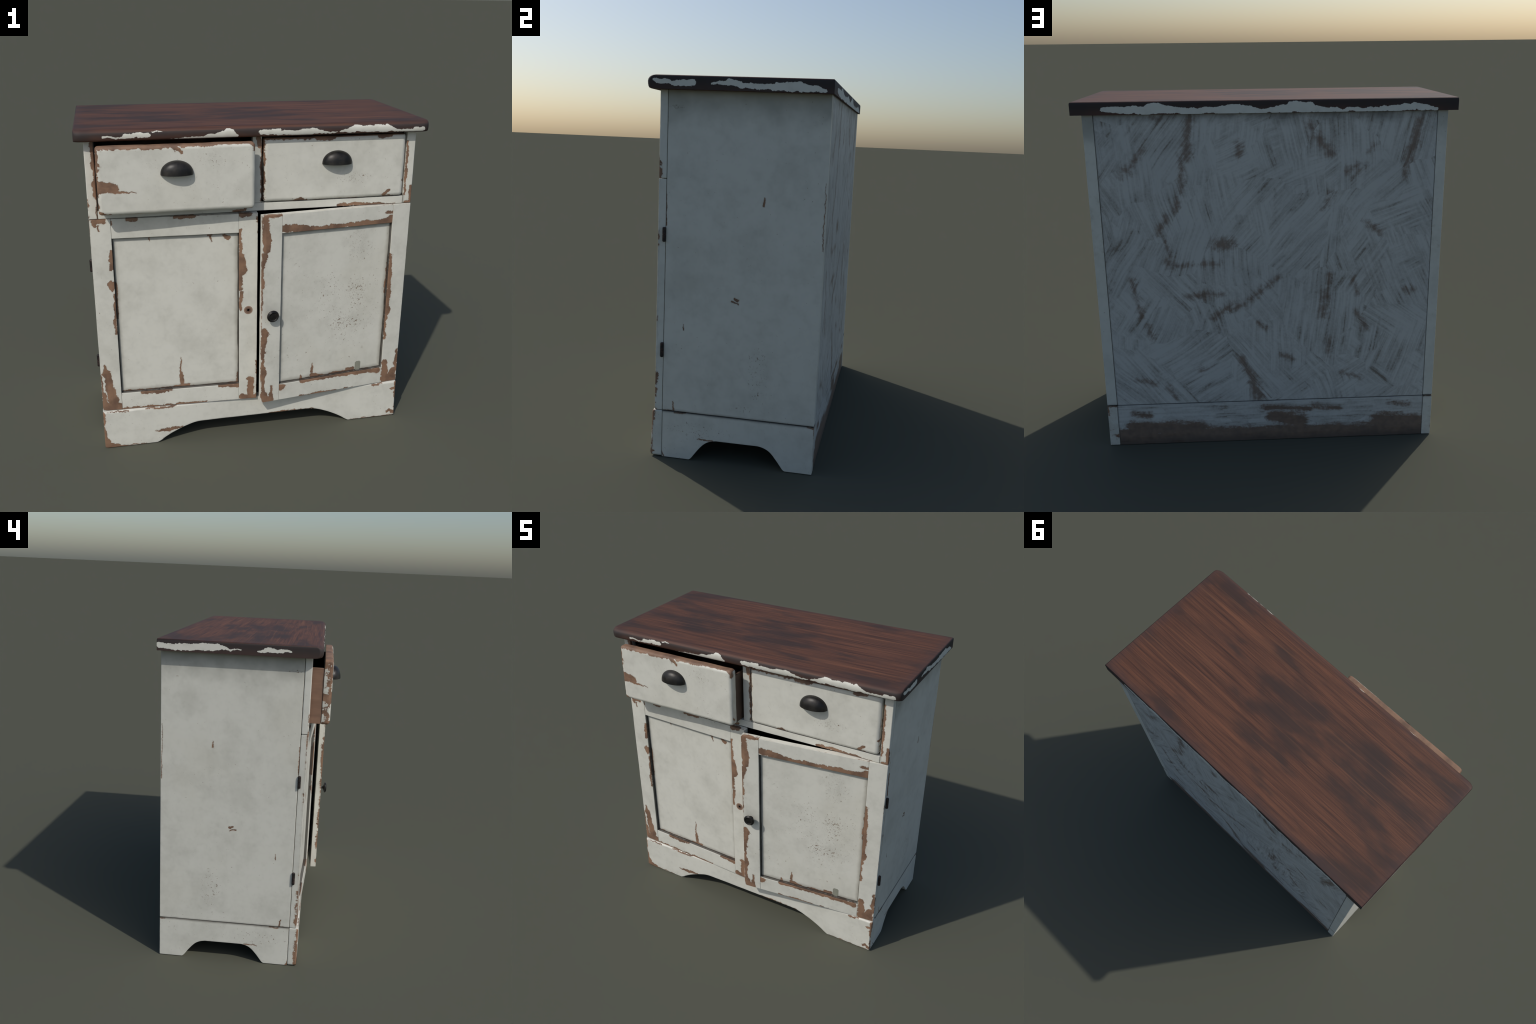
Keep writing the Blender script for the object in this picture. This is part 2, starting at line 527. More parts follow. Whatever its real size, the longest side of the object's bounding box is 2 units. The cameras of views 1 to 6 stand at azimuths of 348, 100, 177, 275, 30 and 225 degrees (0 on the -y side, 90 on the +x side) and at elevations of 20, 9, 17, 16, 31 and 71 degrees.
def hinge_iron():
    m = Mat("rusty_hinge_iron")
    n = m.noise(60, 4, 0.6, seed=3)
    c = m.mix(n.step(0.42, 0.66), (0.018, 0.016, 0.016), (0.060, 0.034, 0.030))
    return m.finish(c, 0.5, 0.3, height=n, strength=0.3, dist=0.001)


M_WOOD, M_BOX, M_IN, M_IRON, M_HINGE = wood_top(), plain_wood(), dark_inside(), iron(), hinge_iron()


# ------------------------------------------------------------------ table top
def slab():
    # (inset from the nose, height): bull-nosed front
    nose = [(0.060, 1.9098), (0.034, 1.9104), (0.016, 1.9118), (0.008, 1.9150), (0.0035, 1.922), (0.0008, 1.934),
            (0.0, 1.947), (0.0025, 1.9575), (0.009, 1.9665), (0.020, 1.9735), (0.038, SLAB_TOP)]
    y_nose, y_back, x0, x1 = -0.4030, 0.5165, -1.0, 0.9985
    bm = bmesh.new()
    rings = []
    for i, (ins, z) in enumerate(nose):
        t = i / (len(nose) - 1)
        side = 0.0                                  # ends and back: small arris only
        if z > SLAB_TOP - 0.009:
            side = 0.008 * (1 - math.sqrt(max(0.0, 1 - ((z - SLAB_TOP + 0.009) / 0.009) ** 2)))
        zz = 1.9125 if z < 1.9125 else z
        yf = y_nose + ins
        n, rx, ry = 8, max(0.004, 0.046 - side), max(0.004, 0.024 - side)     # worn, slightly skewed corners
        arc = [(rx * (1 - math.cos(math.pi / 2 * k / n)), ry * (1 - math.sin(math.pi / 2 * k / n))) for k in range(n + 1)]
        L = [(x0 + side + p, yf + q) for p, q in arc]
        Rr = [(x1 - side - p, yf + q) for p, q in arc[::-1]]
        bside = side * 0.6
        ring = L + Rr + [(x1 - side, y_back - bside), (x0 + side, y_back - bside)]
        zlow = z
        rings.append([bm.verts.new((x, y, zlow if y < -0.30 else max(zlow, 1.9105))) for x, y in ring])
    for a, b in zip(rings, rings[1:]):
        for k in range(len(a)):
            bm.faces.new((a[k], a[(k + 1) % len(a)], b[(k + 1) % len(a)], b[k]))
    bm.faces.new(rings[0][::-1])
    bm.faces.new(rings[-1])
    return link("tabletop", bm, M_WOOD, root, 55)


slab()

# ------------------------------------------------------------------ carcass
side_strokes = [
    (0.198, 1.404, 0.002, 0.199, 1.365, 0.006), (0.067, 0.887, 0.006, 0.082, 0.881, 0.008),
    (0.048, 0.874, 0.004, 0.086, 0.862, 0.003), (-0.247, 0.309, 0.003, -0.243, 0.266, 0.005),
    (-0.299, 0.255, 0.004, -0.236, 0.257, 0.006), (0.4955, 1.489, 0.001, 0.496, 1.161, 0.0022),
    (-0.197, 0.736, 0.001, -0.196, 0.702, 0.003), (-0.303, 1.40, 0.002, -0.303, 1.24, 0.004)]
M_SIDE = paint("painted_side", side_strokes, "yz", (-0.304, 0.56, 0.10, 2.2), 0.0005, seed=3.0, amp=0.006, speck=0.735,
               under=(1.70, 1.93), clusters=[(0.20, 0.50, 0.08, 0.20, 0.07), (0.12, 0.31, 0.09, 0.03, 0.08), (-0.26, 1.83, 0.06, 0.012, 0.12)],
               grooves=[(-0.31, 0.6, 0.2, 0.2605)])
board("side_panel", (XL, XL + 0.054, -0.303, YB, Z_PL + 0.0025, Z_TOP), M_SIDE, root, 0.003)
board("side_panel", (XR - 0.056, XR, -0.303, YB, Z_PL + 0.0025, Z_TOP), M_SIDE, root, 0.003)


def brushed_back(name, strokes, lower=False, seed=0.0):
    """Thin paint brushed on in crossing patches, bare wood showing through the strokes."""
    m = Mat(name)
    dist_a = m.noise(3.0, 2, seed=seed) - 0.5
    dist_b = m.noise(3.0, 2, seed=seed + 3) - 0.5
    layers = []
    for k, sc in enumerate((1.8, 2.3)):
        at = m.vec(m.x + dist_a * 0.30 + k * 3.7, k * 1.3, m.z + dist_b * 0.30)
        d, r, q = m.cells(sc, at)
        ang = (q - 0.5) * (2.4 if not lower else 0.0)
        c, s = ang.cos(), ang.sin()
        if lower:
            su, sv = m.z, m.x
        else:
            bend = (m.noise(2.2, 1, seed=seed + 30 + k) - 0.5) * 0.07
            su, sv = m.x * c - m.z * s + bend, m.x * s + m.z * c
        st = m.noise(1.0, 3, 0.62, at=m.vec(su * 62, r * 40.0, sv * 2.4), seed=k * 5.0 + seed)
        st2 = m.noise(1.0, 2, 0.55, at=m.vec(su * 20, r * 40.0, sv * 4.0), seed=k * 9.0 + seed + 2)
        layers.append((st, st2))
    sel = m.noise(3.4, 3, 0.6, seed=seed + 33).step(0.44, 0.56)
    streaks = layers[0][0] + sel * (layers[1][0] - layers[0][0])
    wide = layers[0][1] + sel * (layers[1][1] - layers[0][1])
    grit = m.noise(70, 4, 0.7, seed=seed + 8)
    area = m.noise(5.0, 4, 0.6, seed=seed + 4)
    d = m.flakes(m.x + dist_a * 0.03 + (grit - 0.5) * 0.03, m.z + dist_b * 0.03 + (m.noise(70, 4, 0.7, seed=seed + 18) - 0.5) * 0.03, strokes)
    thin = (streaks * 0.6 + wide * 0.4 + (area - 0.5) * 0.30 + (grit - 0.5) * 0.22).step(0.40, 0.66)
    if lower:
        hit = (d + (m.noise(1.0, 4, 0.65, at=m.vec(m.x * 7, 0.0, m.z * 30), seed=seed + 6) - 0.5) * 0.09 + (grit - 0.5) * 0.05 + (streaks - 0.5) * 0.06).step(0.016, -0.016) * 0.92
    else:
        hit = (d - 0.003 + (0.50 - streaks) * 0.075 + (0.5 - m.noise(30, 5, 0.68, seed=seed + 21)) * 0.085 + (0.5 - wide) * 0.04).step(0.024, -0.026) * 0.80
    gap = (streaks * 0.7 + wide * 0.3 + (grit - 0.5) * 0.28 + (area - 0.5) * 0.30).step(0.57, 0.69)
    col = m.mix(thin * 0.75, (0.565, 0.565, 0.53), (0.28, 0.265, 0.235))
    col = m.mix(m.noise(2.5, 3, seed=seed + 9).step(0.4, 0.7) * 0.25, col, (0.40, 0.41, 0.40))
    col = m.mix(gap * 0.70, col, (0.150, 0.115, 0.082))
    bare = m.mix(m.noise(26, 4, seed=seed + 12).step(0.35, 0.7), (0.185, 0.118, 0.080), (0.125, 0.080, 0.056))
    if lower:
        bare = m.mix((m.z + (m.noise(7, 3, seed=2) - 0.5) * 0.08).step(0.06, 0.0) * 0.75, bare, (0.050, 0.032, 0.024))
    col = m.mix(hit, col, bare)
    soft = (m.z + (m.noise(9, 3, seed=seed + 60) - 0.5) * 0.12).step(1.84, 1.935)  # shade below the tabletop, painted in here as on the sides
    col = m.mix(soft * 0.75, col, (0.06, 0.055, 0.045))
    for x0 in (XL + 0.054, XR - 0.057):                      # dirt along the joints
        col = m.mix((m.x - x0).abs().step(0.007, 0.001) * 0.55, col, DIRT)
    col = m.mix((m.z - Z_PL).abs().step(0.006, 0.001) * 0.4, col, DIRT)
    return m.finish(col, 0.55, height=grit, strength=0.15, dist=0.002)


back_strokes = [
    (0.399, 1.887, 0.014, 0.425, 1.691, 0.026), (0.451, 1.691, 0.015, 0.461, 1.502, 0.012),
    (0.482, 1.475, 0.004, 0.493, 1.392, 0.004), (0.587, 1.89, 0.014, 0.549, 1.883, 0.006),
    (0.144, 1.752, 0.010, 0.145, 1.692, 0.011), (0.749, 1.63, 0.017, 0.724, 1.616, 0.010),
    (0.766, 1.583, 0.006, 0.65, 1.728, 0.008), (0.546, 1.358, 0.012, 0.605, 1.275, 0.010),
    (0.272, 1.209, 0.026, 0.196, 1.214, 0.022), (0.559, 1.13, 0.015, 0.54, 1.093, 0.015),
    (0.533, 1.1, 0.006, 0.276, 1.1, 0.006), (0.561, 1.216, 0.003, 0.544, 1.151, 0.006),
    (-0.217, 1.852, 0.010, -0.332, 1.697, 0.024), (-0.25, 1.792, 0.016, -0.318, 1.711, 0.022),
    (-0.428, 1.594, 0.014, -0.482, 1.627, 0.009), (-0.456, 1.559, 0.006, -0.523, 1.626, 0.006),
    (-0.535, 1.7, 0.008, -0.561, 1.727, 0.006), (-0.799, 1.869, 0.015, -0.778, 1.723, 0.022),
    (-0.765, 1.723, 0.018, -0.744, 1.574, 0.006), (-0.3, 1.402, 0.006, -0.348, 1.485, 0.006),
    (-0.524, 1.319, 0.008, -0.609, 1.26, 0.012), (0.749, 1.016, 0.005, 0.708, 0.805, 0.010),
    (0.676, 0.743, 0.007, 0.652, 0.673, 0.009), (0.455, 0.911, 0.016, 0.371, 0.916, 0.022),
    (0.356, 0.923, 0.009, 0.251, 0.92, 0.002), (0.313, 0.778, 0.008, 0.203, 0.858, 0.012),
    (0.219, 0.821, 0.016, 0.146, 0.857, 0.014), (0.11, 0.886, 0.010, -0.055, 1.009, 0.009),
    (0.056, 0.747, 0.008, 0.021, 0.707, 0.008), (0.162, 0.53, 0.009, 0.106, 0.4, 0.015),
    (0.106, 0.4, 0.017, 0.064, 0.283, 0.025), (0.762, 0.415, 0.006, 0.655, 0.387, 0.008),
    (0.591, 0.361, 0.006, 0.544, 0.293, 0.005), (0.39, 0.466, 0.010, 0.382, 0.474, 0.008),
    (-0.314, 0.927, 0.012, -0.3, 0.774, 0.015), (-0.334, 1.031, 0.006, -0.335, 0.971, 0.006),
    (-0.463, 0.998, 0.006, -0.486, 0.906, 0.006), (-0.488, 0.799, 0.008, -0.549, 0.696, 0.008),
    (-0.752, 0.918, 0.009, -0.817, 0.92, 0.009), (-0.075, 0.546, 0.009, -0.133, 0.52, 0.009),
    (-0.415, 0.422, 0.006, -0.52, 0.385, 0.007), (-0.345, 0.632, 0.005, -0.324, 0.53, 0.005)]
lower_strokes = [
    (0.799, 0.204, 0.013, 0.705, 0.184, 0.020), (0.805, 0.108, 0.046, 0.42, 0.088, 0.046),
    (0.451, 0.073, 0.034, -0.111, 0.033, 0.050), (0.912, 0.065, 0.030, 0.816, 0.071, 0.044),
    (0.126, 0.059, 0.038, -0.635, 0.045, 0.038), (-0.633, 0.098, 0.048, -0.855, 0.090, 0.048),
    (-0.558, 0.031, 0.046, -0.897, 0.035, 0.046), (0.88, 0.0, 0.088, -0.88, 0.0, 0.088),
    (0.033, 0.208, 0.020, -0.222, 0.198, 0.015), (-0.252, 0.213, 0.014, -0.395, 0.199, 0.016),
    (-0.012, 0.155, 0.044, -0.177, 0.115, 0.050), (-0.69, 0.209, 0.006, -0.82, 0.204, 0.005)]
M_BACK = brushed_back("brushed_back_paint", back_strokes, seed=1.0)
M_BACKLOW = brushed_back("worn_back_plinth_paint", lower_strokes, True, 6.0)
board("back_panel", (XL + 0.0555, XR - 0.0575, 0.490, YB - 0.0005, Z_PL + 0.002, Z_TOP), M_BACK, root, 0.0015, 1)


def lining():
    """Added near-black boards that keep the carcass inside dark: floor, shelf under the drawers, sides, back and lid."""
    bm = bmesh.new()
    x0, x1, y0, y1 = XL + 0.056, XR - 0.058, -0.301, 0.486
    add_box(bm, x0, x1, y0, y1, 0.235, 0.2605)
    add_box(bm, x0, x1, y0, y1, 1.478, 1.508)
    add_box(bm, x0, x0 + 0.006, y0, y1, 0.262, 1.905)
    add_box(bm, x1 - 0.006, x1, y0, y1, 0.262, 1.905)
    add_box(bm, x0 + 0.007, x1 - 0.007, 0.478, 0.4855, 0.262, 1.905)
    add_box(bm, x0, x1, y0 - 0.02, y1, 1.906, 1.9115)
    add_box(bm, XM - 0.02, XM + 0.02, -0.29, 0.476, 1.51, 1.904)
    return link("added_dark_lining", bm, M_IN, root)


lining()

# ------------------------------------------------------------------ face frame
frame_strokes = [
    (-0.903, 1.91, 0.017, -0.904, 1.765, 0.014), (-0.903, 1.758, 0.007, -0.902, 1.687, 0.007),
    (-0.905, 1.674, 0.020, -0.901, 1.58, 0.008), (-0.901, 1.58, 0.004, -0.902, 1.48, 0.004), (-0.951, 1.59, 0.005, -0.953, 1.482, 0.005),
    (0.893, 1.851, 0.007, 0.899, 1.668, 0.008), (0.897, 1.668, 0.006, 0.897, 1.528, 0.006),
    (0.937, 1.573, 0.010, 0.94, 1.478, 0.015), (0.905, 1.48, 0.010, 0.938, 1.486, 0.013),
    (0.486, 1.482, 0.013, 0.521, 1.492, 0.010), (0.534, 1.485, 0.008, 0.67, 1.483, 0.010),
    (0.669, 1.486, 0.008, 0.84, 1.477, 0.006), (0.004, 1.894, 0.018, 0.012, 1.851, 0.012),
    (0.020, 1.851, 0.007, 0.021, 1.533, 0.005),
    (-0.149, 1.483, 0.007, -0.075, 1.485, 0.010)]
M_FRAME = paint("painted_frame", frame_strokes, "xz", (XL, XR, 1.476, 2.2), 0.001, seed=5.0, speck=0.735, amp=0.010, front=-0.345, fade=0.8,
                grooves=[(-0.9004, -0.8990, 1.4, 1.53), (0.8895, 0.8909, 1.4, 1.53)])
M_RAIL = paint("painted_frame_rail", [q for q in frame_strokes if q[1] < 1.5 and q[0] < 0.86 and q[0] > -0.89], "xz", None, seed=5.5, speck=0.735, amp=0.010, front=-0.345, along="x")
frame = board("face_frame_rail", (-0.8992, 0.8897, YF, -0.305, 1.476, 1.5215), M_RAIL, root, 0.003)
board("face_frame_stile", (XL, -0.9000, YF - 0.0005, -0.3055, 1.476, Z_TOP), M_FRAME, root, 0.005, 3)
board("face_frame_stile", (0.8905, XR, YF - 0.0005, -0.3055, 1.476, Z_TOP), M_FRAME, root, 0.005, 3)
board("face_frame_stile", (-0.031, 0.0215, YF + 0.0005, -0.305, 1.5225, Z_TOP), M_FRAME, root, 0.003)

# ------------------------------------------------------------------ plinth with sawn arches
plinth_strokes = [
    (-0.952, 0.253, 0.013, -0.954, 0.100, 0.011), (-0.953, 0.10, 0.012, -0.940, 0.022, 0.026),
    (-0.938, 0.016, 0.026, -0.829, 0.001, 0.006), (-0.644, 0.089, 0.002, -0.557, 0.084, 0.012),
    (-0.557, 0.084, 0.012, -0.46, 0.099, 0.003), (-0.907, 0.004, 0.005, -0.655, 0.000, 0.003),
    (-0.692, 0.249, 0.006, -0.583, 0.249, 0.007), (-0.583, 0.25, 0.007, -0.504, 0.252, 0.007),
    (0.895, 0.038, 0.004, 0.937, 0.028, 0.015), (0.913, 0.21, 0.005, 0.938, 0.209, 0.012),
    (0.944, 0.255, 0.010, 0.945, 0.205, 0.009), (0.944, 0.205, 0.006, 0.946, 0.022, 0.006), (0.645, 0.004, 0.003, 0.938, 0.003, 0.004),
    (0.781, 0.249, 0.009, 0.843, 0.249, 0.006), (0.086, 0.121, 0.006, 0.204, 0.125, 0.011),
    (0.213, 0.124, 0.005, 0.385, 0.117, 0.004), (-0.93, 0.256, 0.004, -0.80, 0.250, 0.005)]
M_PLINTH = paint("painted_plinth", plinth_strokes, "xz", (-0.952, 0.945, 0.0, 0.2575), 0.0015, seed=9.0, speck=0.728, along="x", amp=0.011, front=-0.36, fade=0.6)
plinth_side_strokes = [
    (-0.107, 0.118, 0.002, -0.029, 0.120, 0.004), (-0.303, 0.034, 0.002, -0.294, 0.004, 0.005),
    (-0.235, 0.252, 0.004, -0.180, 0.255, 0.004), (0.47, 0.252, 0.003, 0.498, 0.252, 0.006)]
M_PLINTH_SIDE = paint("painted_plinth_side", plinth_side_strokes, "yz", (-0.4, 0.503, 0.0, 0.4), 0.0008, seed=12.0, along="x", amp=0.006, speck=0.715,
                      clusters=[(-0.10, 0.17, 0.26, 0.06, 0.055)], grooves=[(-0.40, 0.6, 0.2535, 0.30)])

half = [(0.6275, 0.0), (0.603, 0.013), (0.571, 0.036), (0.506, 0.072), (0.441, 0.1), (0.384, 0.117), (0.328, 0.121)]
arch = smooth_curve([(XM - a, b) for a, b in half], 4) + smooth_curve([(XM + a, b) for a, b in half[::-1]], 4)
cr = [(0.016 * (1 - math.cos(math.pi / 8 * k)), 0.016 * (1 - math.sin(math.pi / 8 * k))) for k in range(5)]   # rounded toes
front_outline = [(-0.9535, 0.2565)] + [(-0.9535 + a, b) for a, b in cr] + arch + [(0.9465 - a, b) for a, b in cr[::-1]] + [(0.9465, 0.2565)]
profile_board("plinth_front", front_outline, "x", -0.360, -0.3035, M_PLINTH, root, 0.007,
              corner=lambda e: all(abs(v.co.y + 0.36) < 1e-4 and (v.co.x < -0.9534 or v.co.x > 0.9464) for v in e.verts))
hs = [(0.258, 0.0), (0.244, 0.010), (0.216, 0.048), (0.188, 0.082), (0.165, 0.102), (0.138, 0.114), (0.112, 0.119)]
arch_s = smooth_curve([(0.104 - a, b) for a, b in hs], 4) + smooth_curve([(0.104 + a, b) for a, b in hs[::-1]], 4)
side_outline = [(-0.302, 0.2555), (-0.302, 0.0)] + arch_s + [(YB, 0.0), (YB, 0.2555)]
profile_board("plinth_side", side_outline, "y", XL - 0.0005, XL + 0.052, M_PLINTH_SIDE, root, 0.003)
profile_board("plinth_side", side_outline, "y", XR - 0.055, XR + 0.0005, M_PLINTH_SIDE, root, 0.003)
board("plinth_back", (XL + 0.053, XR - 0.056, 0.470, YB - 0.0005, 0.0, 0.2555), M_BACKLOW, root, 0.002)


# ------------------------------------------------------------------ drawers
def cup_pull(parent, cx, y0, z0):
    """Bin pull: quarter ellipsoid shell, open underneath."""
    a, dpt, h = 0.0885, 0.052, 0.073
    bm = bmesh.new()
    n, k = 40, 14
    grid = []
    for i in range(n + 1):
        t = math.pi * i / n
        row = []
        for j in range(k + 1):
            p = math.pi / 2 * j / k
            s = math.sin(t) ** 0.92
            lip = 0.0035 * max(0.0, 1 - j / 1.5)
            row.append(bm.verts.new((cx + a * math.cos(t), y0 - dpt * s * math.cos(p) ** 0.85 - lip * s * 0.4 + 0.001, z0 + h * s * math.sin(p) ** 0.95 - lip)))
        grid.append(row)
    for i in range(n):
        for j in range(k):
            bm.faces.new((grid[i][j], grid[i + 1][j], grid[i + 1][j + 1], grid[i][j + 1]))
    bmesh.ops.remove_doubles(bm, verts=bm.verts[:], dist=1e-5)
    bmesh.ops.recalc_face_normals(bm, faces=bm.faces[:])
    r = bmesh.ops.solidify(bm, geom=bm.faces[:], thickness=0.0035)
    return link("cup_pull", bm, M_IRON, parent, 60)


def drawer(cx0, cx1, strokes, pull, seed, shift, clusters):
    x0, x1, yf = cx0, cx1, -0.358
    bm = bmesh.new()
    b0, b1, z0, z1, yb = x0 + 0.006, x1 - 0.006, 1.529, 1.8475, 0.30
    add_box(bm, b0, b0 + 0.014, -0.3075, yb, z0, z1)
    add_box(bm, b1 - 0.014, b1, -0.3075, yb, z0, z1)
    add_box(bm, b0 + 0.0145, b1 - 0.0145, yb - 0.014, yb, z0, z1)
    bevel_all(bm, 0.0015, 1)
    box = link("drawer", bm, M_BOX, root)
    box.location.y = shift
    bm = bmesh.new()
    add_box(bm, b0 + 0.0145, b1 - 0.0145, -0.3070, yb - 0.0145, z0 + 0.006, z0 + 0.014)
    add_box(bm, b0 + 0.0145, b0 + 0.0165, -0.3070, yb - 0.0145, z0 + 0.0145, z1 - 0.003)
    add_box(bm, b1 - 0.0165, b1 - 0.0145, -0.3070, yb - 0.0145, z0 + 0.0145, z1 - 0.003)
    link("drawer_inside", bm, M_IN, box)  # unseen black inner faces, added to keep the drawer inside dark
    mat = paint("painted_drawer", strokes, "xz", (x0, x1, 1.527, 1.8955), 0.003, front=-0.352, seed=seed, along="x", speck=0.722, clusters=clusters, amp=0.011, fade=0.16, topwear=0.016)
    drawer_front_board("drawer_front", (x0, x1, yf, -0.308, 1.527, 1.8955), mat, box)
    cup_pull(box, pull, yf, 1.7415)
    return box


dl = [
    (-0.891, 1.897, 0.013, -0.677, 1.889, 0.012), (-0.677, 1.889, 0.012, -0.477, 1.891, 0.011),
    (-0.485, 1.89, 0.018, -0.446, 1.862, 0.011), (-0.437, 1.896, 0.012, -0.256, 1.894, 0.010),
    (-0.256, 1.897, 0.006, -0.06, 1.897, 0.005), (-0.05, 1.892, 0.013, -0.044, 1.855, 0.008),
    (-0.89, 1.891, 0.009, -0.894, 1.536, 0.006), (-0.884, 1.804, 0.011, -0.878, 1.8, 0.011),
    (-0.886, 1.681, 0.031, -0.804, 1.678, 0.026), (-0.795, 1.656, 0.008, -0.689, 1.648, 0.001),
    (-0.889, 1.536, 0.012, -0.829, 1.529, 0.003)]
dr = [
    (0.03, 1.896, 0.009, 0.439, 1.890, 0.009), (0.333, 1.888, 0.012, 0.431, 1.886, 0.012),
    (0.715, 1.889, 0.010, 0.786, 1.890, 0.012), (0.031, 1.888, 0.008, 0.033, 1.543, 0.006),
    (0.179, 1.525, 0.004, 0.247, 1.533, 0.010), (0.247, 1.533, 0.010, 0.294, 1.524, 0.002),
    (0.367, 1.522, 0.004, 0.453, 1.522, 0.005), (0.765, 1.542, 0.013, 0.790, 1.560, 0.009),
    (0.742, 1.527, 0.004, 0.879, 1.528, 0.005), (0.887, 1.625, 0.007, 0.875, 1.622, 0.007)]
drawer(-0.8930, -0.0405, dl, -0.470, 14.0, -0.104, [(-0.27, 1.81, 0.12, 0.05, 0.05)])
drawer(0.0300, 0.8795, dr, 0.462, 15.0, 0.0, [(0.58, 1.65, 0.14, 0.05, 0.06)])


# ------------------------------------------------------------------ doors
def ring_cylinder(bm, prof, seg=24, M=Matrix()):
    """Lathe a (radius, height) profile about local z."""
    rows = []
    for r, h in prof:
        rows.append([bm.verts.new(M @ Vector((r * math.cos(2 * math.pi * k / seg), r * math.sin(2 * math.pi * k / seg), h))) for k in range(seg)])
    for a, b in zip(rows, rows[1:]):
        for k in range(seg):
            bm.faces.new((a[k], a[(k + 1) % seg], b[(k + 1) % seg], b[k]))
    bm.faces.new(rows[0][::-1])
    bm.faces.new(rows[-1])


def hinge(parent, x, z0, z1):
    bm = bmesh.new()
    r, c = 0.0092, (z1 - z0) / 2
    prof = [(r * 0.55, 0), (r * 0.9, 0.002), (r, 0.005), (r, c - 0.0016), (r * 0.8, c - 0.0008), (r * 0.8, c + 0.0008), (r, c + 0.0016), (r, z1 - z0 - 0.005), (r * 0.9, z1 - z0 - 0.002), (r * 0.55, z1 - z0)]
    ring_cylinder(bm, prof, 20, Matrix.Translation((x, -0.311, z0)))
    return link("hinge", bm, M_HINGE, parent, 50)


def door(x0, x1, px, angle, inner, strokes, panel_strokes, seed, extra):
    """Framed door modelled closed, then swung about its hinge line at x = px."""
    i0, i1 = inner
    z0, z1, p0, p1 = 0.2595, 1.4735, 0.370, 1.359
    yf, yb = -0.345, -0.3055
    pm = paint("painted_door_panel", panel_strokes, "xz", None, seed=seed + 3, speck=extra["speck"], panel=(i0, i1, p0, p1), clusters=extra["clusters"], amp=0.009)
    bm = bmesh.new()
    add_box(bm, i0 - 0.012, i1 + 0.012, yf + 0.0215, yf + 0.032, p0 - 0.012, p1 + 0.012)
    base = link("door", bm, pm, root)
    T = Matrix.Translation((px, yb, 0))
    base.matrix_local = T @ Matrix.Rotation(math.radians(angle), 4, "Z") @ T.inverted()
    across = [q for q in strokes if i0 < (q[0] + q[3]) / 2 < i1]
    upright = [q for q in strokes if q not in across]
    common = dict(front=yf + 0.006, speck=0.725, amp=0.011, deep=[(i0, i1, p0, p1, yf)], stains=extra.get("stains", ()), grow=0.0022, fade=0.55)
    sm = paint("painted_door_stile", upright, "xz", (x0, x1, z0, z1), 0.0015, seed=seed, **common)
    rm = paint("painted_door_rail", across, "xz", (i0 - 1, i1 + 1, z0, z1), 0.0015, seed=seed + 1.7, along="x", **common)
    a = board("door_stile", (x0, i0, yf, yb, z0, z1), sm, base, 0.003)
    b = board("door_stile", (i1, x1, yf, yb, z0, z1), sm, base, 0.003)
    board("door_rail", (i0 + 0.0006, i1 - 0.0006, yf + 0.0008, yb, z0, p0), rm, base, 0.003)
    board("door_rail", (i0 + 0.0006, i1 - 0.0006, yf + 0.0008, yb, p1, z1), rm, base, 0.003)
    return base, a, b, sm


DLs = [
    (-0.919, 1.465, 0.014, -0.871, 1.462, 0.014), (-0.917, 1.447, 0.013, -0.914, 1.436, 0.006),
    (-0.897, 1.435, 0.005, -0.897, 1.405, 0.001), (-0.745, 1.474, 0.012, -0.697, 1.469, 0.013),
    (-0.478, 1.473, 0.009, -0.371, 1.471, 0.010), (-0.835, 1.462, 0.008, -0.83, 1.447, 0.006),
    (-0.837, 1.282, 0.009, -0.838, 1.182, 0.009), (-0.852, 1.089, 0.015, -0.847, 1.057, 0.014),
    (-0.840, 0.862, 0.006, -0.838, 0.78, 0.005), (-0.835, 1.02, 0.007, -0.835, 0.87, 0.006),
    (-0.919, 0.567, 0.003, -0.92, 0.507, 0.013), (-0.908, 0.514, 0.019, -0.9, 0.4, 0.020),
    (-0.892, 0.4, 0.021, -0.885, 0.328, 0.032), (-0.936, 0.377, 0.010, -0.934, 0.279, 0.015),
    (-0.918, 0.282, 0.024, -0.85, 0.284, 0.025), (-0.708, 0.369, 0.009, -0.584, 0.363, 0.012),
    (-0.576, 0.368, 0.008, -0.53, 0.367, 0.005), (-0.239, 0.367, 0.007, -0.119, 0.363, 0.014),
    (-0.828, 0.263, 0.007, -0.58, 0.260, 0.007), (-0.58, 0.263, 0.007, -0.324, 0.261, 0.008),
    (-0.100, 1.22, 0.014, -0.096, 1.128, 0.029), (-0.108, 1.375, 0.006, -0.105, 1.219, 0.009),
    (-0.105, 1.123, 0.018, -0.109, 1.01, 0.010), (-0.103, 0.983, 0.010, -0.105, 0.875, 0.006),
    (-0.098, 1.468, 0.014, -0.05, 1.471, 0.013), (-0.004, 1.447, 0.006, -0.003, 1.362, 0.005),
    (-0.046, 0.401, 0.017, -0.036, 0.281, 0.018), (-0.102, 0.277, 0.016, -0.009, 0.274, 0.016),
    (-0.001, 0.523, 0.005, 0.001, 0.333, 0.006), (-0.945, 0.50, 0.003, -0.944, 0.30, 0.006)]
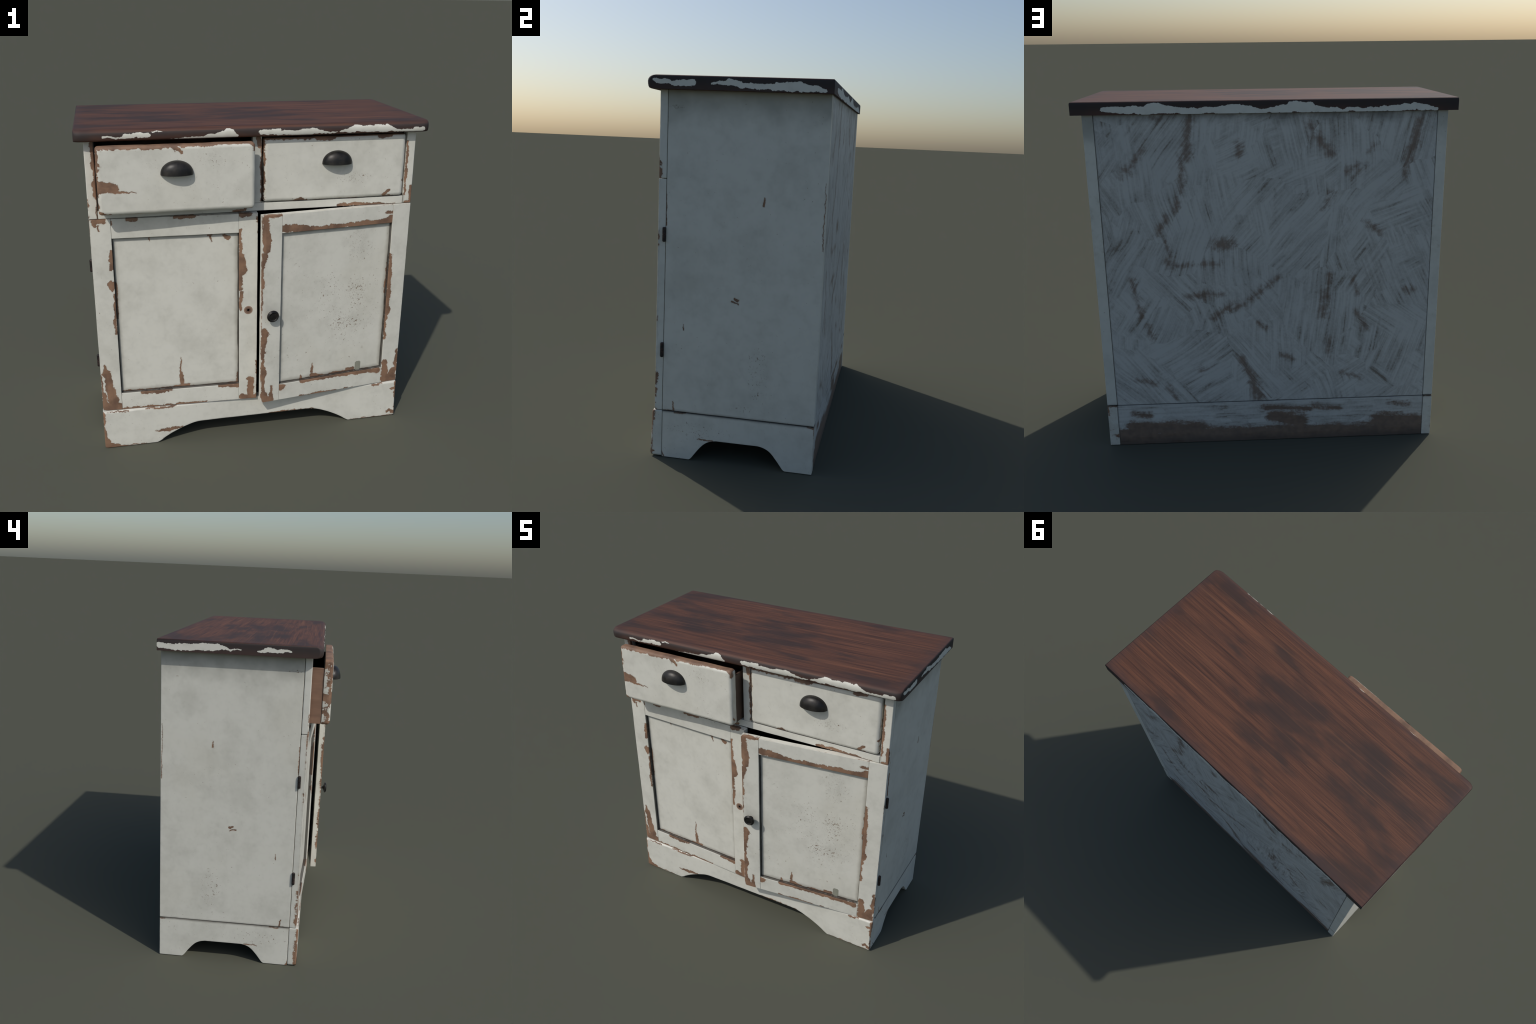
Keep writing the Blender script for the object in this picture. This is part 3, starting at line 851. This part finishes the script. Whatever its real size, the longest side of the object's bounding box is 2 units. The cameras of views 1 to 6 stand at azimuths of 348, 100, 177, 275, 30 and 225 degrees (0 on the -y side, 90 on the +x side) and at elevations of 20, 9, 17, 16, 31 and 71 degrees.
DLp = [
    (-0.196, 1.339, 0.012, -0.174, 1.326, 0.012), (-0.292, 1.35, 0.008, -0.27, 1.348, 0.006),
    (-0.277, 1.341, 0.006, -0.276, 1.302, 0.001), (-0.627, 1.344, 0.005, -0.627, 1.324, 0.002),
    (-0.467, 0.573, 0.001, -0.469, 0.486, 0.006), (-0.469, 0.486, 0.007, -0.466, 0.397, 0.013),
    (-0.513, 0.377, 0.007, -0.423, 0.377, 0.010), (-0.113, 0.437, 0.010, -0.117, 0.374, 0.016),
    (-0.822, 0.372, 0.006, -0.125, 0.370, 0.004), (-0.823, 1.08, 0.005, -0.826, 0.863, 0.005)]
DRs = [
    (0.017, 1.463, 0.017, 0.018, 1.403, 0.021), (0.018, 1.403, 0.021, 0.026, 1.271, 0.022),
    (0.009, 1.234, 0.015, 0.006, 1.156, 0.007), (0.003, 1.156, 0.005, 0.001, 1.021, 0.005),
    (0.036, 1.471, 0.010, 0.109, 1.470, 0.007), (-0.002, 1.194, 0.004, -0.003, 0.888, 0.004),
    (0.015, 0.755, 0.014, 0.022, 0.724, 0.022), (0.012, 0.7, 0.016, 0.013, 0.605, 0.010),
    (0.005, 0.598, 0.008, 0.007, 0.519, 0.008), (0.012, 0.5, 0.015, 0.009, 0.421, 0.012),
    (0.019, 0.32, 0.019, 0.040, 0.27, 0.027), (0.067, 0.366, 0.002, 0.063, 0.266, 0.013),
    (0.009, 0.412, 0.010, 0.013, 0.276, 0.012), (0.123, 1.389, 0.022, 0.193, 1.382, 0.020),
    (0.194, 1.378, 0.020, 0.411, 1.364, 0.010), (0.427, 1.369, 0.012, 0.559, 1.372, 0.011),
    (0.559, 1.371, 0.012, 0.826, 1.373, 0.015), (0.787, 1.423, 0.006, 0.826, 1.425, 0.006),
    (0.811, 1.391, 0.012, 0.825, 1.393, 0.008), (0.831, 1.154, 0.006, 0.837, 0.924, 0.010),
    (0.833, 1.093, 0.010, 0.837, 0.86, 0.011), (0.837, 0.86, 0.012, 0.837, 0.765, 0.018),
    (0.831, 0.738, 0.007, 0.831, 0.575, 0.005), (0.849, 0.401, 0.020, 0.856, 0.282, 0.027),
    (0.908, 0.33, 0.020, 0.904, 0.274, 0.033), (0.930, 0.487, 0.007, 0.932, 0.336, 0.010),
    (0.13, 0.346, 0.020, 0.148, 0.353, 0.012), (0.258, 0.366, 0.008, 0.336, 0.364, 0.010),
    (0.336, 0.367, 0.009, 0.638, 0.365, 0.010), (0.638, 0.363, 0.011, 0.80, 0.358, 0.016),
    (0.261, 0.259, 0.006, 0.446, 0.256, 0.012), (0.446, 0.256, 0.012, 0.617, 0.258, 0.004)]
DRp = [
    (0.345, 0.47, 0.002, 0.343, 0.411, 0.010), (0.344, 0.384, 0.015, 0.42, 0.368, 0.008),
    (0.266, 0.39, 0.006, 0.271, 0.373, 0.009), (0.463, 0.374, 0.004, 0.58, 0.378, 0.007),
    (0.588, 0.386, 0.010, 0.634, 0.384, 0.011), (0.134, 0.37, 0.005, 0.819, 0.369, 0.004),
    (0.824, 1.089, 0.006, 0.825, 0.892, 0.006)]
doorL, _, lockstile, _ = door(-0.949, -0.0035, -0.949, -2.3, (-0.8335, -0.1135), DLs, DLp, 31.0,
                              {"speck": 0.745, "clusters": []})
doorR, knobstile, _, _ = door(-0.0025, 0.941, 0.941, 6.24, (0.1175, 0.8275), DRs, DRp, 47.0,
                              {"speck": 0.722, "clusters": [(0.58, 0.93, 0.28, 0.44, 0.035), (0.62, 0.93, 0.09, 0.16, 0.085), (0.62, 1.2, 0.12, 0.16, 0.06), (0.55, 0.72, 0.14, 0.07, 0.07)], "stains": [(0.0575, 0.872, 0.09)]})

# patch of old grey-green undercoat on the right panel
def undercoat():
    m = Mat("grey_undercoat")
    c = m.mix(m.noise(40, 3), (0.30, 0.30, 0.24), (0.22, 0.22, 0.175))
    return m.finish(c, 0.6)


bm = bmesh.new()
add_box(bm, 0.645, 0.684, -0.3242, -0.3229, 0.371, 0.434)
bmesh.ops.bevel(bm, geom=[e for e in bm.edges if abs(e.verts[0].co.y - e.verts[1].co.y) > 1e-4], offset=0.006, segments=3, affect="EDGES")
link("undercoat_patch", bm, undercoat(), doorR)

# empty screw hole with a bare ring where the second knob was
def ring_wood():
    m = Mat("bare_ring_wood")
    q = ((m.x + 0.0575) * (m.x + 0.0575) + (m.z - 0.870) * (m.z - 0.870)).pow(0.5)
    c = m.mix(q.step(0.026, 0.012), (0.29, 0.19, 0.135), (0.13, 0.075, 0.05))
    return m.finish(c, 0.65)


cut = bmesh.new()
ring_cylinder(cut, [(0.0085, -0.03), (0.0085, 0.03)], 24, Matrix.Translation((-0.0575, -0.345, 0.870)) @ Matrix.Rotation(math.pi / 2, 4, "X"))
cutter = link("hole_cutter", cut, M_IN, None)
lockstile.modifiers.clear()
mod = lockstile.modifiers.new("hole", "BOOLEAN")
mod.object, mod.operation, mod.solver = cutter, "DIFFERENCE", "EXACT"
dg = bpy.context.evaluated_depsgraph_get()
cutter.matrix_world = doorL.matrix_local.copy()
dg.update()
me = bpy.data.meshes.new_from_object(lockstile.evaluated_get(dg))
lockstile.modifiers.remove(mod)
lockstile.data = me
me.set_sharp_from_angle(angle=math.radians(40))
wn = lockstile.modifiers.new('weighted_normals', 'WEIGHTED_NORMAL')
wn.keep_sharp = True
bpy.data.objects.remove(cutter)
bm = bmesh.new()
Mh = Matrix.Translation((-0.0575, -0.345, 0.870)) @ Matrix.Rotation(math.pi / 2, 4, "X")
# washer-like scar, slightly proud, open in the middle
prof = [(0.0078, -0.001), (0.0078, 0.0006), (0.014, 0.0011), (0.0262, 0.0008), (0.0272, -0.001)]
seg, rows = 36, []
for r, h in prof:
    rows.append([bm.verts.new(Mh @ Vector((r * math.cos(2 * math.pi * k / seg), r * math.sin(2 * math.pi * k / seg), h))) for k in range(seg)])
for a, b in zip(rows, rows[1:] + rows[:1]):
    for k in range(seg):
        bm.faces.new((a[k], a[(k + 1) % seg], b[(k + 1) % seg], b[k]))
link("screw_hole_scar", bm, ring_wood(), doorL)
bm = bmesh.new()
ring_cylinder(bm, [(0.0083, -0.030), (0.0083, -0.0010)], 24, Mh)
link("hole_dark_plug", bm, M_IN, doorL)  # black plug just below the surface, added to darken the hole

# knob
bm = bmesh.new()
prof = [(0.016, 0.000), (0.016, 0.002), (0.0105, 0.004), (0.0085, 0.009), (0.0085, 0.016), (0.012, 0.0205), (0.024, 0.0245), (0.034, 0.028),
        (0.0372, 0.0315), (0.0372, 0.0345), (0.0350, 0.0375), (0.0325, 0.0395), (0.0310, 0.0385), (0.0300, 0.0400), (0.0280, 0.0420), (0.0262, 0.0418),
        (0.0240, 0.0385), (0.0200, 0.0380), (0.0120, 0.0392), (0.0040, 0.0398)]
ring_cylinder(bm, prof, 40, Matrix.Translation((0.0575, -0.345, 0.858)) @ Matrix.Rotation(math.pi / 2, 4, "X"))
link("knob", bm, M_IRON, doorR, 60)

for z0, z1 in ((1.156, 1.231), (0.550, 0.628)):
    hinge(doorL, -0.9555, z0, z1)
    hinge(doorR, 0.9490, z0, z1)
